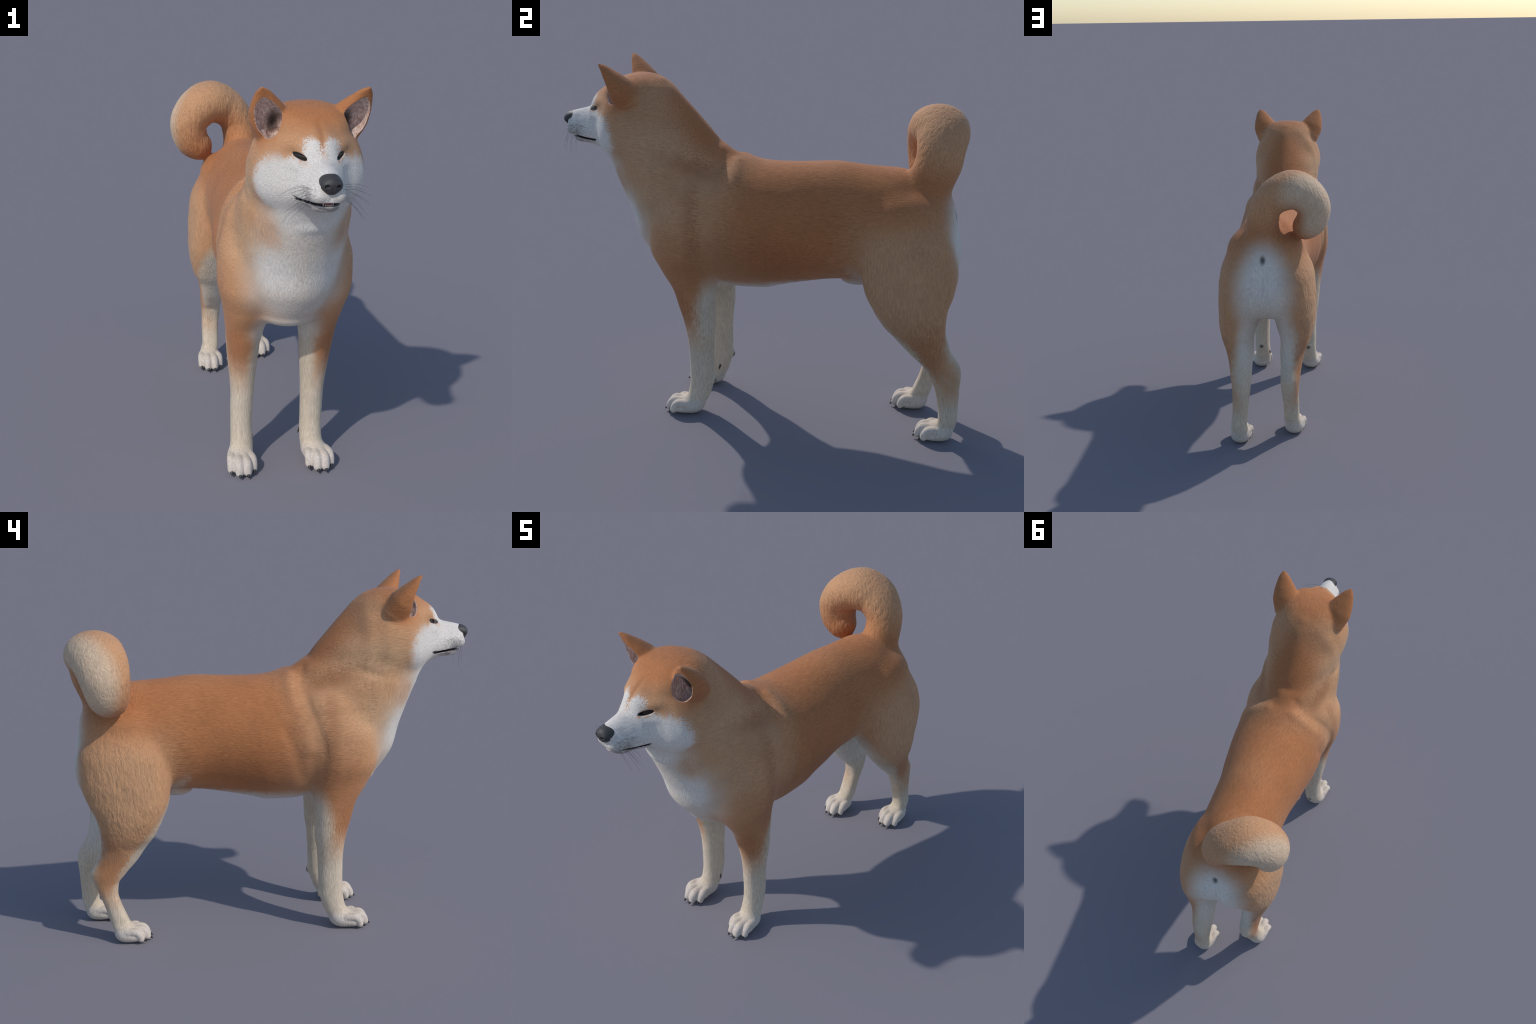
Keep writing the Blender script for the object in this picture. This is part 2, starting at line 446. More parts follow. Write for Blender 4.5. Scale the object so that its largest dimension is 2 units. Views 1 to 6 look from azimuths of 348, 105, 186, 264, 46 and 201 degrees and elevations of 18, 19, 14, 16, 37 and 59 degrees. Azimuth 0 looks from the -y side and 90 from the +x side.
for _, side, toe_y, heel_y, xc, top in PAWS:
    paw(side, toe_y, heel_y, xc, top)
dog.ellipsoid((0.160, -0.214, 0.185), (0.018, 0.014, 0.020), 0.015, mirror=True)         # carpal pads
dog.ellipsoid((0.0, 0.47, 0.725), (0.028, 0.075, 0.028), 0.03)                           # sheath

# ------------------------------------------------------------------ mesh and parts
verts, faces = dog.surface()
normals = dog.gradient_at(verts, 0.004)
normals /= np.linalg.norm(normals, axis=1)[:, None] + 1e-9

LATTICE = rng.random((48, 48, 48)).astype(np.float32) - 0.5
def soft_noise(P):
    i = np.floor(P).astype(int); f = P - i; f = f * f * (3 - 2 * f)
    out = 0
    for a in (0, 1):
        for b in (0, 1):
            for c in (0, 1):
                w = (f[:, 0] if a else 1 - f[:, 0]) * (f[:, 1] if b else 1 - f[:, 1]) * (f[:, 2] if c else 1 - f[:, 2])
                out = out + w * LATTICE[(i[:, 0] + a) % 48, (i[:, 1] + b) % 48, (i[:, 2] + c) % 48]
    return out

# ---- locks of the coat as real relief: wavy on the haunches, tail and ruff, faint elsewhere
Q = verts - np.array([MID, 0, 0])
ax_, qy, qz = np.abs(Q[:, 0]), Q[:, 1], Q[:, 2]
def puff(c, r):
    return np.exp(-((ax_ - c[0]) / r[0])**2 - ((qy - c[1]) / r[1])**2 - ((qz - c[2]) / r[2])**2)
haunch = puff((0.26, 0.74, 0.78), (0.16, 0.20, 0.26))
brush = np.exp(-(((Q[:, 0] + 0.15) / 0.20)**4 + ((qy - 0.80) / 0.22)**4 + ((qz - 1.40) / 0.20)**4))
ruff = puff((0.20, -0.52, 1.22), (0.14, 0.16, 0.16))
warp = np.stack([soft_noise(Q * 16 + k * 7.3) for k in range(3)], 1)
P1 = Q + 0.045 * warp
cs, sn = math.cos(0.30), math.sin(0.30)
P1 = np.stack([P1[:, 0], cs * P1[:, 1] + sn * P1[:, 2], -sn * P1[:, 1] + cs * P1[:, 2]], 1)
locks = soft_noise(P1 * np.array([75, 75, 14])) + 0.3 * soft_noise(P1 * np.array([110, 110, 22]) + 11)
lumps = soft_noise(Q * 22 + 3.1)
bare = (1 - ramp(-qy, 0.66, 0.74) * ramp(qz, 1.28, 1.34)) * ramp(qz, 0.09, 0.14)
verts = verts + normals * ((0.0034 * haunch + 0.0028 * brush + 0.0026 * ruff) * locks + 0.0030 * bare * lumps * (0.3 + haunch + ruff))[:, None]
verts[:, 2] = np.maximum(verts[:, 2], 0.0005)
fn = np.cross(verts[faces[:, 2]] - verts[faces[:, 0]], verts[faces[:, 3]] - verts[faces[:, 1]])
normals = np.stack([sum(np.bincount(faces[:, j], fn[:, k], len(verts)) for j in range(4)) for k in range(3)], 1)
normals /= np.linalg.norm(normals, axis=1)[:, None] + 1e-12
print("body", len(verts), len(faces))

root = bpy.data.objects.new("dog", None)
bpy.context.scene.collection.objects.link(root)
root["label"] = "standing orange and white spitz dog with curled tail"
root["category"] = "dog"

def mesh_object(name, v, f, material, parent=root, vertex_normals=None, slots=None, smooth=True):
    me = bpy.data.meshes.new(name)
    f = np.asarray(f)
    me.vertices.add(len(v)); me.vertices.foreach_set("co", np.asarray(v, np.float32).ravel())
    k = f.shape[1]
    me.loops.add(f.size); me.loops.foreach_set("vertex_index", f.astype(np.int32).ravel())
    me.polygons.add(len(f))
    me.polygons.foreach_set("loop_start", np.arange(0, f.size, k, dtype=np.int32))
    me.polygons.foreach_set("use_smooth", np.full(len(f), smooth))
    for m in (material if isinstance(material, (list, tuple)) else [material]):
        me.materials.append(m)
    if slots is not None:
        me.polygons.foreach_set("material_index", slots.astype(np.int32))
    me.update(calc_edges=True); me.validate()
    if vertex_normals is not None:
        me.normals_split_custom_set_from_vertices(np.asarray(vertex_normals, np.float32).tolist())
    ob = bpy.data.objects.new(name, me)
    bpy.context.scene.collection.objects.link(ob)
    ob.parent = parent
    return ob

# ------------------------------------------------------------------ materials
class Nodes:
    """Small vocabulary for writing masks as node arithmetic."""
    def __init__(self, name):
        self.mat = bpy.data.materials.new(name)
        self.mat.use_nodes = True
        self.t = self.mat.node_tree
        self.t.nodes.clear()
        self.out = self.t.nodes.new("ShaderNodeOutputMaterial")
        self.bsdf = self.t.nodes.new("ShaderNodeBsdfPrincipled")
        self.t.links.new(self.bsdf.outputs[0], self.out.inputs[0])
        self.coord = self.t.nodes.new("ShaderNodeTexCoord").outputs["Object"]
    def link(self, a, sock):
        if isinstance(a, bpy.types.NodeSocket):
            self.t.links.new(a, sock)
        else:
            sock.default_value = a
    def math(self, op, a, b=0.0, c=0.0, clamp=False):
        n = self.t.nodes.new("ShaderNodeMath"); n.operation = op; n.use_clamp = clamp
        for s, v in zip(n.inputs, (a, b, c)):
            self.link(v, s)
        return n.outputs[0]
    def vec(self, op, a, b=(0, 0, 0)):
        n = self.t.nodes.new("ShaderNodeVectorMath"); n.operation = op
        self.link(a, n.inputs[0]); self.link(b, n.inputs[1])
        return n.outputs["Value"] if op in ("LENGTH", "DOT_PRODUCT", "DISTANCE") else n.outputs[0]
    def smooth(self, v, a, b):
        """0 at a, 1 at b, eased."""
        n = self.t.nodes.new("ShaderNodeMapRange"); n.interpolation_type = "SMOOTHSTEP"
        self.link(v, n.inputs["Value"])
        lo, hi, x, y = (a, b, 0, 1) if a < b else (b, a, 1, 0)
        n.inputs["From Min"].default_value = lo; n.inputs["From Max"].default_value = hi
        n.inputs["To Min"].default_value = x; n.inputs["To Max"].default_value = y
        return n.outputs["Result"]
    def mapping(self, v, loc=(0, 0, 0), rot=(0, 0, 0), scale=(1, 1, 1), kind="TEXTURE"):
        n = self.t.nodes.new("ShaderNodeMapping"); n.vector_type = kind
        self.link(v, n.inputs["Vector"])
        n.inputs["Location"].default_value = loc
        n.inputs["Rotation"].default_value = rot
        n.inputs["Scale"].default_value = scale
        return n.outputs[0]
    def blob(self, v, centre, radii, soft=0.3, tilt=0.0):
        """1 inside an ellipsoid (tilted about x), 0 outside."""
        m = self.mapping(v, centre, (tilt, 0, 0), radii)
        return self.smooth(self.vec("LENGTH", m), 1 + soft, 1 - soft)
    def either(self, *masks):
        r = masks[0]
        for m in masks[1:]:
            n = self.math("SUBTRACT", 1.0, m)
            r = self.math("MULTIPLY_ADD", r, n, m)      # a(1-b)+b
        return r
    def both(self, a, b):
        return self.math("MULTIPLY", a, b)
    def without(self, a, b):
        return self.math("MULTIPLY", a, self.math("SUBTRACT", 1.0, b))
    def mix(self, f, a, b):
        n = self.t.nodes.new("ShaderNodeMix"); n.data_type = "RGBA"
        self.link(f, n.inputs[0])
        for s, v in ((n.inputs[6], a), (n.inputs[7], b)):
            self.link(v if isinstance(v, bpy.types.NodeSocket) else (*v, 1.0), s)
        return n.outputs[2]
    def noise(self, v, scale, detail=2.0, rough=0.5, distortion=0.0, color=False):
        n = self.t.nodes.new("ShaderNodeTexNoise")
        self.link(v, n.inputs["Vector"])
        n.inputs["Scale"].default_value = scale
        n.inputs["Detail"].default_value = detail
        n.inputs["Roughness"].default_value = rough
        n.inputs["Distortion"].default_value = distortion
        return n.outputs["Color" if color else "Fac"]
    def bump(self, height, strength, distance):
        n = self.t.nodes.new("ShaderNodeBump")
        n.inputs["Strength"].default_value = strength
        n.inputs["Distance"].default_value = distance
        self.link(height, n.inputs["Height"])
        self.t.links.new(n.outputs[0], self.bsdf.inputs["Normal"])
    def surface(self, color, rough, spec=0.3, sheen=0.0, coat=0.0):
        self.link(color if isinstance(color, bpy.types.NodeSocket) else (*color, 1), self.bsdf.inputs["Base Color"])
        self.link(rough, self.bsdf.inputs["Roughness"])
        self.bsdf.inputs["Specular IOR Level"].default_value = spec
        self.bsdf.inputs["Sheen Weight"].default_value = sheen
        self.bsdf.inputs["Coat Weight"].default_value = coat
        return self.mat

WHITE = (0.70, 0.65, 0.595)
CREAM = (0.62, 0.52, 0.40)
TAN = (0.53, 0.275, 0.138)
ORANGE = (0.43, 0.168, 0.063)
RUST = (0.30, 0.105, 0.038)

def fur_material():
    n = Nodes("fur")
    p = n.vec("SUBTRACT", n.coord, (MID, 0, 0))
    # clumped hair: noise drawn out along the way the coat lies, which changes over the body
    wave = n.vec("SCALE", n.vec("SUBTRACT", n.noise(p, 9.0, 2, color=True), (0.5, 0.5, 0.5)))
    wave.node.inputs["Scale"].default_value = 0.030
    w = n.vec("ADD", p, wave)
    back_hair = n.noise(n.mapping(w, rot=(math.radians(-22), 0, 0), scale=(230, 30, 230), kind="POINT"), 1.0, 3, 0.6)
    down_hair = n.noise(n.mapping(w, rot=(math.radians(12), 0, 0), scale=(190, 190, 26), kind="POINT"), 1.0, 3, 0.6)
    neck_hair = n.noise(n.mapping(w, rot=(math.radians(-50), 0, 0), scale=(200, 26, 200), kind="POINT"), 1.0, 3, 0.6)
    sep = n.t.nodes.new("ShaderNodeSeparateXYZ"); n.link(p, sep.inputs[0])
    x, y, z = sep.outputs
    low = n.either(n.smooth(z, 0.78, 0.58), n.both(n.smooth(y, -0.48, -0.58), n.smooth(z, 1.34, 1.22)),
                   n.blob(p, (0.25, 0.72, 0.85), (0.2, 0.22, 0.25), 0.3), n.blob(p, (-0.25, 0.72, 0.85), (0.2, 0.22, 0.25), 0.3), n.both(n.smooth(y, 0.72, 0.86), n.smooth(z, 1.25, 1.15)), n.blob(p, (-0.15, 0.80, 1.38), (0.26, 0.24, 0.24), 0.1))
    ruff = n.both(n.smooth(y, -0.10, -0.25), n.smooth(y, -0.72, -0.62))
    def blend(a, b, f):
        return n.math("ADD", n.math("MULTIPLY", a, n.math("SUBTRACT", 1.0, f)), n.math("MULTIPLY", b, f))
    hair = blend(blend(back_hair, neck_hair, ruff), down_hair, low)
    shift = n.vec("SCALE", n.vec("SUBTRACT", n.noise(p, 28.0, 3, 0.6, color=True), (0.5, 0.5, 0.5)))
    shift.node.inputs["Scale"].default_value = 0.035
    comb = n.t.nodes.new("ShaderNodeCombineXYZ")
    n.link(n.math("ABSOLUTE", x), comb.inputs[0]); n.link(y, comb.inputs[1]); n.link(z, comb.inputs[2])
    streak = n.math("MULTIPLY", n.math("SUBTRACT", hair, 0.5), 0.09)
    q = n.vec("ADD", n.vec("ADD", comb.outputs[0], shift), streak)       # mirrored, with hairy edges
    ps = n.vec("ADD", n.vec("ADD", p, shift), streak)

    # ---- coat colours: tan ground, redder saddle, crown and nape
    patch = n.noise(p, 5.0, 3, 0.55)
    saddle = n.either(
        n.blob(q, (0, 0.16, 1.02), (0.36, 0.40, 0.33), 0.22),               # barrel
        n.blob(q, (0, 0.60, 1.20), (0.34, 0.32, 0.20), 0.5),                # croup
        n.blob(q, (0, -0.28, 1.40), (0.13, 0.28, 0.26), 0.5, tilt=math.radians(-35)),   # nape
        n.blob(q, (0, -0.64, 1.66), (0.15, 0.18, 0.09), 0.45),              # crown
        n.blob(q, (0.20, -0.64, 1.66), (0.10, 0.12, 0.14), 0.25),           # ears
        n.math("MULTIPLY", n.blob(q, (0.24, -0.34, 0.72), (0.11, 0.12, 0.22), 0.7), 0.6),   # upper arm
        n.blob(q, (0, 0.75, 1.20), (0.14, 0.12, 0.12), 0.5))
    color = n.mix(saddle, TAN, ORANGE)
    rust = n.either(
        n.blob(q, (0.26, 0.02, 0.82), (0.10, 0.30, 0.14), 0.7),
        n.blob(p, (0, -0.80, 1.605), (0.011, 0.06, 0.055), 0.8),
        n.blob(q, (0.21, -0.37, 0.55), (0.06, 0.06, 0.13), 0.6),
        n.blob(q, (0.16, -0.33, 1.29), (0.10, 0.18, 0.035), 0.7, tilt=math.radians(-18)),
        n.blob(q, (0.24, -0.27, 0.95), (0.06, 0.035, 0.22), 0.8),
        n.blob(q, (0.20, 0.83, 0.46), (0.07, 0.08, 0.16), 0.7))
    color = n.mix(n.math("MULTIPLY", rust, 0.5), color, RUST)
    # ---- pale sides of the neck and haunches
    pale = n.either(
        n.blob(q, (0.20, -0.52, 1.36), (0.10, 0.17, 0.09), 0.7),
        n.blob(q, (0.19, -0.52, 1.10), (0.12, 0.13, 0.12), 0.7),
        n.math("MULTIPLY", n.blob(q, (0.24, 0.72, 0.78), (0.10, 0.18, 0.20), 0.7), 0.5))
    color = n.mix(n.math("MULTIPLY", pale, 0.5), color, (0.56, 0.375, 0.22))
    # ---- cream and white
    legs = n.either(
        n.both(n.smooth(z, 0.56, 0.30), n.smooth(y, 0.1, 0.0)),
        n.both(n.smooth(z, 0.32, 0.14), n.smooth(y, 0.0, 0.1)),
        n.blob(q, (0.07, -0.28, 0.50), (0.085, 0.14, 0.25), 0.25),
        n.blob(q, (0.20, -0.20, 0.54), (0.10, 0.07, 0.17), 0.5),
        n.blob(q, (0.10, 0.93, 0.40), (0.075, 0.10, 0.26), 0.35),
        n.blob(ps, (0.13, 0.690, 0.535), (0.115, 0.042, 0.34), 0.35, tilt=math.radians(37)),     # pale front edge of the shanks
        n.blob(ps, (-0.13, 0.625, 0.530), (0.115, 0.042, 0.34), 0.35, tilt=math.radians(34)),
        n.blob(q, (0.08, 0.82, 0.42), (0.07, 0.20, 0.22), 0.35))
    color = n.mix(n.math("MULTIPLY", legs, 0.95), color, CREAM)
    bib = n.either(
        n.blob(q, (0, -0.72, 1.18), (0.20, 0.14, 0.22), 0.5),               # throat
        n.blob(q, (0, -0.66, 0.94), (0.23, 0.22, 0.26), 0.45),              # chest
        n.blob(q, (0, -0.35, 0.68), (0.14, 0.30, 0.13), 0.35),              # brisket
        n.blob(q, (0, 0.95, 0.88), (0.150, 0.16, 0.26), 0.45),              # rump
        n.blob(q, (0.06, 0.72, 0.60), (0.125, 0.26, 0.28), 0.3))            # inner thighs
    color = n.mix(n.math("MULTIPLY", bib, 0.93), color, (0.68, 0.61, 0.53))
    color = n.mix(n.math("MULTIPLY", n.blob(q, (0.14, -0.64, 1.19), (0.045, 0.06, 0.075), 0.7), 0.6), color, TAN)
    white = n.either(
        n.blob(q, (0, -0.90, 1.400), (0.135, 0.16, 0.122), 0.14),           # muzzle
        n.blob(q, (0.13, -0.735, 1.395), (0.120, 0.095, 0.105), 0.22),      # cheeks
        n.blob(q, (0.085, -0.79, 1.465), (0.055, 0.06, 0.042), 0.3),        # below the eye
        n.blob(q, (0.040, -0.838, 1.540), (0.036, 0.055, 0.050), 0.28),     # brow spots
        n.blob(q, (0, -0.76, 1.27), (0.15, 0.10, 0.09), 0.4),
        n.blob(q, (0.12, -0.63, 1.01), (0.10, 0.07, 0.09), 0.6),
        n.blob(q, (0, 0.15, 0.665), (0.19, 0.50, 0.068), 0.5),              # belly
        n.blob(q, (0, 0.95, 0.98), (0.08, 0.12, 0.13), 0.7))
    color = n.mix(n.math("MULTIPLY", n.smooth(z, 0.10, 0.06), 0.8), color, (0.63, 0.55, 0.49))
    color = n.mix(white, color, WHITE)
    color = n.mix(n.math("MULTIPLY", n.blob(q, (0, -0.885, 1.352), (0.10, 0.085, 0.012), 0.5), 0.8), color, (0.21, 0.16, 0.155))
    color = n.mix(n.math("MULTIPLY", n.blob(p, (-0.13, 0.80, 1.42), (0.30, 0.26, 0.20), 0.3), 0.25), color, (0.60, 0.33, 0.17))
    # ---- tail: cream on the outer right and rear face
    away = n.math("ADD", n.math("MULTIPLY", x, -1.0), n.math("MULTIPLY", y, 0.95))
    tail = n.both(n.blob(ps, (-0.15, 0.80, 1.36), (0.28, 0.27, 0.255), 0.08), n.smooth(away, 0.96, 1.09))
    color = n.mix(n.math("MULTIPLY", tail, 0.9), color, (0.64, 0.48, 0.335))
    # ---- dark marks
    dark = n.either(n.blob(p, (0, 0.925, 1.072), (0.014, 0.05, 0.022), 0.7), n.blob(comb.outputs[0], (0.16, -0.203, 0.182), (0.014, 0.02, 0.012), 0.5))
    color = n.mix(n.math("MULTIPLY", dark, 0.85), color, (0.05, 0.048, 0.048))
    grey = n.blob(q, (0.040, -0.925, 1.392), (0.045, 0.065, 0.034), 0.6)
    stubble = n.smooth(n.noise(p, 170.0, 2, 0.6), 0.38, 0.62)
    color = n.mix(n.math("MULTIPLY", grey, n.math("MULTIPLY_ADD", stubble, 0.30, 0.22)), color, (0.15, 0.135, 0.13))
    # ---- dark lips along the mouth slit
    slit = n.math("ABSOLUTE", n.math("SUBTRACT", z, n.math("MULTIPLY_ADD", y, -0.077, 1.2976)))
    lips = n.both(n.smooth(slit, 0.0075, 0.0040), n.smooth(y, -0.793, -0.812))
    color = n.mix(lips, color, (0.020, 0.016, 0.018))
    # ---- strand and patch variation
    var = n.math("ADD", n.math("MULTIPLY", n.math("SUBTRACT", hair, 0.5), 0.9), n.math("MULTIPLY", n.math("SUBTRACT", patch, 0.5), 0.30))
    scale = n.math("ADD", 1.0, var)
    color = n.vec("SCALE", color)
    n.link(scale, color.node.inputs["Scale"])
    # longer wavy locks on haunches, tail and ruff
    lock_w = n.vec("SCALE", n.vec("SUBTRACT", n.noise(p, 14.0, 2, color=True), (0.5, 0.5, 0.5)))
    lock_w.node.inputs["Scale"].default_value = 0.07
    locks = n.noise(n.mapping(n.vec("ADD", p, lock_w), rot=(math.radians(14), 0, 0), scale=(62, 62, 15), kind="POINT"), 1.0, 2, 0.5)
    woolly = n.either(n.blob(q, (0.24, 0.74, 0.80), (0.16, 0.24, 0.30), 0.4), n.blob(p, (-0.15, 0.80, 1.38), (0.26, 0.24, 0.24), 0.15),
                      n.math("MULTIPLY", n.blob(q, (0.2, -0.52, 1.22), (0.14, 0.16, 0.16), 0.5), 0.5))
    relief = n.math("ADD", n.math("MULTIPLY", hair, 0.45), n.math("MULTIPLY", n.math("MULTIPLY", locks, woolly), 1.4))
    n.bump(relief, 0.6, 0.007)
    return n.surface(color, 0.78, 0.25, sheen=0.08)
FUR = fur_material()

def plain(name, color, rough, spec=0.4, var=0.25, scale=60, bump=0.0, coat=0.0):
    n = Nodes(name)
    k = n.noise(n.coord, scale, 3, 0.6)
    c = n.mix(k, tuple(v * (1 - var) for v in color), tuple(min(1, v * (1 + var)) for v in color))
    if bump:
        n.bump(k, bump, 0.002)
    return n.surface(c, rough, spec, coat=coat)
NOSE = plain("nose_leather", (0.052, 0.049, 0.049), 0.5, 0.35, 0.35, 260, 0.35)
LIP = plain("lip", (0.020, 0.016, 0.018), 0.6, 0.2)
MOUTH_DARK = plain("mouth_lining", (0.020, 0.010, 0.011), 0.6)
TONGUE = plain("tongue", (0.33, 0.085, 0.09), 0.4)
TOOTH = plain("tooth", (0.70, 0.66, 0.58), 0.35, var=0.05)
CLAW = plain("claw", (0.030, 0.028, 0.028), 0.4, 0.5)
WHISKER = plain("whisker", (0.09, 0.08, 0.08), 0.5)

def eye_material():
    n = Nodes("eye")
    k = n.noise(n.coord, 90, 3, 0.6)
    return n.surface(n.mix(k, (0.008, 0.006, 0.005), (0.026, 0.014, 0.009)), 0.22, 0.4, coat=0.15)
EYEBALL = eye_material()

def inner_ear_material():
    n = Nodes("inner_ear")
    p = n.vec("SUBTRACT", n.coord, (MID, 0, 0))
    sep = n.t.nodes.new("ShaderNodeSeparateXYZ"); n.link(p, sep.inputs[0])
    comb = n.t.nodes.new("ShaderNodeCombineXYZ")
    n.link(n.math("ABSOLUTE", sep.outputs[0]), comb.inputs[0]); n.link(sep.outputs[1], comb.inputs[1]); n.link(sep.outputs[2], comb.inputs[2])
    q = comb.outputs[0]
    hair = n.noise(n.mapping(p, rot=(0.5, 0.3, 0), scale=(140, 140, 24), kind="POINT"), 1.0, 3, 0.6)
    canal_shade = n.blob(q, (0.140, -0.63, 1.605), (0.022, 0.06, 0.05), 0.7)  # shade of the deep ear painted near-black on the cup; no canal is cut
    c = n.mix(n.smooth(hair, 0.3, 0.7), (0.44, 0.28, 0.23), (0.80, 0.63, 0.55))
    c = n.mix(n.math("MULTIPLY", canal_shade, 0.92), c, (0.02, 0.014, 0.012))
    n.bump(hair, 0.5, 0.005)
    return n.surface(c, 0.75, 0.25)
INNER_EAR = inner_ear_material()


C = verts[faces].mean(1) - np.array([MID, 0, 0])
X, Y, Z = C.T
tail_path, tail_r = sweep_path(*TAIL, 60)[:2]
tail_near = np.full(len(C), 9.0)
for p, r in zip(tail_path[16:], tail_r[16:]):
    d = C - p
    tail_near = np.minimum(tail_near, np.sqrt(d[:, 0]**2 + (d[:, 1] / 1.35)**2 + d[:, 2]**2) / r)
hollow = np.full(len(C), 9.0)
ear = np.zeros(len(C), bool)
for sg in (1, -1):
    S = np.array([sg, 1, 1.0])
    o, R = np.array(EAR_CUP) * S, EAR * S
    near = np.nonzero((Z > 1.5) & (Y < -0.5) & (X * sg > 0))[0]
    hollow[near] = horn_value(C[near], o, R, EAR_HOLLOW, EAR_HOLLOW_CAP)
    q = (C[near] - o) @ R[2]
    lat = np.abs((C[near] - o) @ R[0])
    ear[near] |= (q > 0.045) & (lat < 0.085)
region = np.full(len(C), "torso", dtype=object)
region[(-0.55 * (Y + 0.30) + 0.83 * (Z - 1.12)) > 0.0] = "neck"
region[(-0.80 * (Y + 0.52) + 0.60 * (Z - 1.42)) > 0.0] = "head"
region[ear] = "ear"
region[(tail_near < 1.12) & (Z > 1.12) & (Y > 0.6)] = "tail"
fore = (Y < 0.0) & (Z < 0.63 + 0.25 * np.clip(np.abs(X) - 0.10, 0, 0.2)) & (np.abs(X) > 0.06)
hind = (Y > 0.40) & (Z < 0.70) & (np.abs(X) > 0.02)
region[fore] = "foreleg"; region[hind] = "hindleg"
region[(Z < 0.095)] = "paw"
side_sign = np.where(X > 0, 1, -1)
hollow_slot = hollow < 0.05
keys = []
for name in ("torso", "neck", "head", "tail"):
    keys.append((name, region == name))
for name in ("ear", "foreleg", "hindleg"):
    for sg in (1, -1):
        keys.append((name, (region == name) & (side_sign == sg)))
for which in (Y < 0.2, Y >= 0.2):
    for sg in (1, -1):
        keys.append(("paw", (region == "paw") & which & (side_sign == sg)))
part = {}
for name, m in keys:
    f = faces[m]
    used, inv = np.unique(f, return_inverse=True)
    slots = None
    mats = [FUR]
    if name == "ear":
        mats, slots = [FUR, INNER_EAR], hollow_slot[m].astype(int)
    if name == "head":
        mats, slots = [FUR, INNER_EAR], hollow_slot[m].astype(int)
    ob = mesh_object(name, verts[used], inv.reshape(f.shape), mats, vertex_normals=normals[used], slots=slots)
    part.setdefault(name, []).append(ob)

# ------------------------------------------------------------------ nose
nose = Field([spaced((MID - 0.06, MID + 0.0601, 0.0015)), spaced((-1.02, -0.91, 0.0015)), spaced((1.395, 1.51, 0.0015))])
nose.ellipsoid((0, -0.948, 1.452), (0.0405, 0.050, 0.032), 0.01)
nose.ellipsoid((0, -0.958, 1.432), (0.029, 0.034, 0.022), 0.02)
nose.ellipsoid((0.0205, -0.970, 1.447), (0.0185, 0.024, 0.020), 0.012, mirror=True)
nose.ellipsoid((0.0205, -0.995, 1.4465), (0.0085, 0.012, 0.0060), 0.004, mirror=True, sub=True)
nose.tube([(0.024, -0.990, 1.444), (0.036, -0.970, 1.441), (0.043, -0.955, 1.444)], [0.0035, 0.003, 0.002], 0.003, mirror=True, sub=True, steps=14)
nose.crease([(0, -1.003, 1.450), (0, -0.990, 1.418)], 0.004, -0.004)
nv, nf = nose.surface(2, 0.0015)
mesh_object("nose", nv, nf, NOSE, parent=part["head"][0])

# ------------------------------------------------------------------ small round pieces
def ball(segments=32, rings=16):
    v = [(0, 0, 1)]
    for i in range(1, rings):
        for j in range(segments):
            a, b = math.pi * i / rings, 2 * math.pi * j / segments
            v.append((math.sin(a) * math.cos(b), math.sin(a) * math.sin(b), math.cos(a)))
    v.append((0, 0, -1))
    f = [(0, 1 + j, 1 + (j + 1) % segments, 1 + (j + 1) % segments) for j in range(segments)]
    for i in range(rings - 2):
        for j in range(segments):
            a, b = 1 + i * segments + j, 1 + i * segments + (j + 1) % segments
            f.append((a, a + segments, b + segments, b))
    last = len(v) - 1
    f += [(1 + (rings - 2) * segments + (j + 1) % segments, 1 + (rings - 2) * segments + j, last, last) for j in range(segments)]
    return np.array(v), f

def add_faces(name, v, f, material, parent, smooth=True):
    me = bpy.data.meshes.new(name)
    clean = [tuple(dict.fromkeys(q)) for q in f]
    me.from_pydata(np.asarray(v).tolist(), [], clean)
    me.polygons.foreach_set("use_smooth", [smooth] * len(me.polygons))
    me.materials.append(material)
    ob = bpy.data.objects.new(name, me)
    bpy.context.scene.collection.objects.link(ob)
    ob.parent = parent
    return ob

def ring_sweep(path, radii, sides=8, closed=False):
    """Tube mesh along a path with its own radius at each point."""
    path = np.asarray(path, float); n = len(path)
    v, f = [], []
    up = np.array([0.13, 0.21, 0.97])
    for i in range(n):
        a = path[(i - 1) % n] if closed or i else path[0]
        b = path[(i + 1) % n] if closed or i < n - 1 else path[-1]
        F = frame_from(b - a, up if abs((b - a) @ up) < 0.95 * np.linalg.norm(b - a) else (1, 0, 0))
        for j in range(sides):
            t = 2 * math.pi * j / sides
            v.append(path[i] + radii[i] * (math.cos(t) * F[0] + math.sin(t) * F[1]))
    for i in range(n if closed else n - 1):
        for j in range(sides):
            k, l = (i + 1) % n, (j + 1) % sides
            f.append((i * sides + j, i * sides + l, k * sides + l, k * sides + j))
    if not closed:
        f.append(tuple(range(sides))[::-1]); f.append(tuple((n - 1) * sides + j for j in range(sides)))
    return v, f

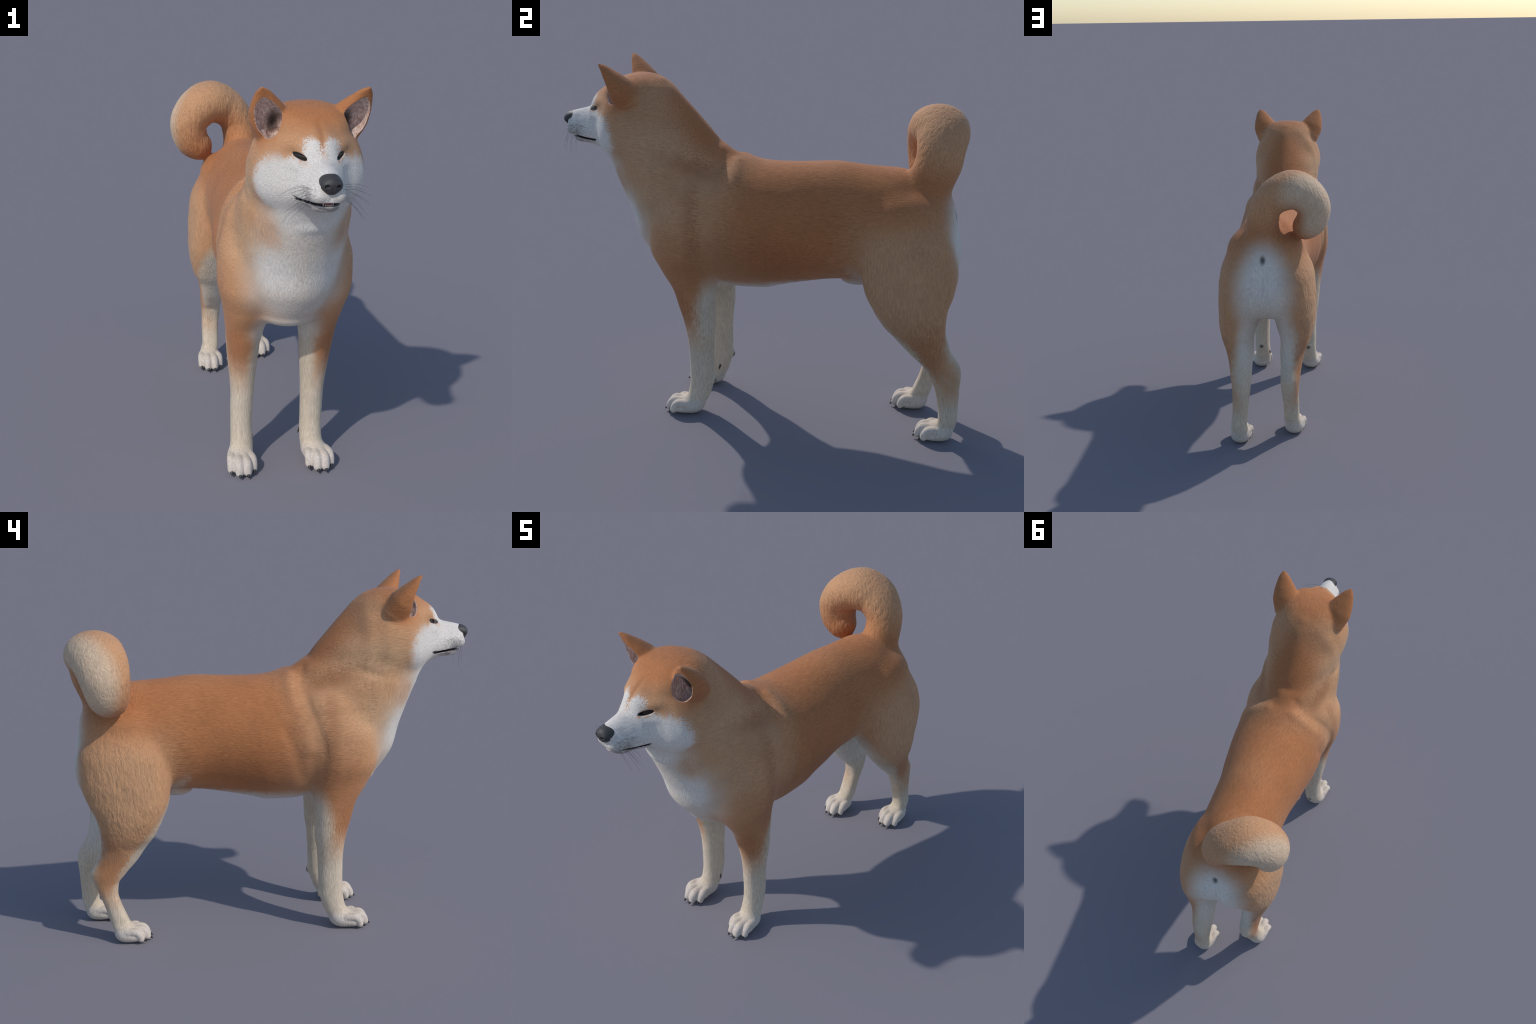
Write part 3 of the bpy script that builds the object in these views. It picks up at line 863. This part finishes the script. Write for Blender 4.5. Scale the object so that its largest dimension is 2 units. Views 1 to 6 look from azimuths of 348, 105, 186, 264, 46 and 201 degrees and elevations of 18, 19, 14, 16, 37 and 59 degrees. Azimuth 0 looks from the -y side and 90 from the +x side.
bv, bf = ball()
head = part["head"][0]
for sg in (1, -1):
    S = np.array([sg, 1, 1.0]); M0 = np.array([MID, 0, 0])
    axes = SLIT * S
    c = EYE * S + M0
    back = -0.0200
    rad = np.array([0.047, 0.032, 0.019])
    v = c + axes[2] * back + (bv * rad) @ axes
    f = bf if np.linalg.det(axes) > 0 else [q[::-1] for q in bf]
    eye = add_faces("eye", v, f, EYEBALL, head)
    # dark lid rim around the almond opening
    loop, rr = [], []
    for i in range(48):
        t = 2 * math.pi * i / 48
        a = 0.0400 * math.cos(t)
        b = (0.0090 if math.sin(t) > 0 else 0.0095) * math.sin(t) * (1 - 0.35 * abs(math.cos(t))**1.5) - 0.002 * math.cos(t)
        depth = back + rad[2] * math.sqrt(max(0.03, 1 - (a / rad[0])**2 - (b / rad[1])**2)) - 0.0005
        loop.append(c + axes[0] * a + axes[1] * b + axes[2] * depth)
        rr.append(0.0024 + 0.0008 * (math.sin(t) > 0))
    v, f = ring_sweep(loop, rr, 8, closed=True)
    add_faces("eyelid", v, f, LIP, head)

# ---- mouth: dark inside, tongue and lower front teeth
v = np.array([MID, -0.868, 1.367]) + bv * np.array([0.050, 0.072, 0.020])
add_faces("mouth_lining", v, bf, MOUTH_DARK, head)
v = np.array([MID, -0.905, 1.3715]) + bv * np.array([0.026, 0.050, 0.006])
add_faces("tongue", v, bf, TONGUE, head)
sv, sf = ball(10, 6)
for i in range(6):
    t = (i - 2.5) / 2.5
    v = np.array([MID + 0.017 * t, -0.949 + 0.010 * t * t, 1.3695]) + sv * np.array([0.0032, 0.0030, 0.0050])
    add_faces("tooth", v, sf, TOOTH, head)

# ---- claws
def claw(base, direction, length, radius, parent):
    d = np.array(direction, float); d /= np.linalg.norm(d)
    path, rad = [], []
    for i in range(7):
        t = i / 6
        path.append(np.array(base) + d * length * t + np.array([0, 0, -0.35 * length * t * t]))
        rad.append(radius * (1 - t)**0.7 + 0.0006)
    v, f = ring_sweep(path, rad, 10)
    return add_faces("claw", v, f, CLAW, parent)
for n, (kind, side, toe_y, heel_y, xc, top) in enumerate(PAWS):
    par = part["paw"][n]
    for dx, dy in ((-0.050, 0.030), (-0.0178, 0.0), (0.0178, 0.0), (0.050, 0.030)):
        claw((MID + side * (xc + dx), toe_y + dy + 0.012, 0.0215), (side * dx * 1.2, -1.0, -0.40), 0.018, 0.0085, par)
for side, par in ((1, part["foreleg"][0]), (-1, part["foreleg"][1])):
    claw((MID + side * 0.116, -0.268, 0.132), (-0.55 * side, -0.25, -0.8), 0.022, 0.006, par)

# ---- whiskers
for sg in (1, -1):
    for i in range(13):
        row, col = i % 4, i // 4
        start = np.array([sg * (0.052 + 0.006 * col), -0.945 + 0.020 * col, 1.424 - 0.012 * row]) + np.array([MID, 0, 0])
        L = 0.07 + 0.05 * rng.random()
        d = np.array([sg * (0.9 + 0.2 * rng.random()), -0.15 + 0.35 * rng.random(), 0.10 - 0.22 * row + 0.1 * rng.random()])
        d /= np.linalg.norm(d)
        t = np.linspace(0, 1, 10)[:, None]
        path = start + d * L * t + np.array([0, 0.15, -0.30 - 0.2 * rng.random()]) * L * t**2
        v, f = ring_sweep(path, np.linspace(0.0007, 0.00025, 10), 5)
        add_faces("whisker", v, f, WHISKER, head)
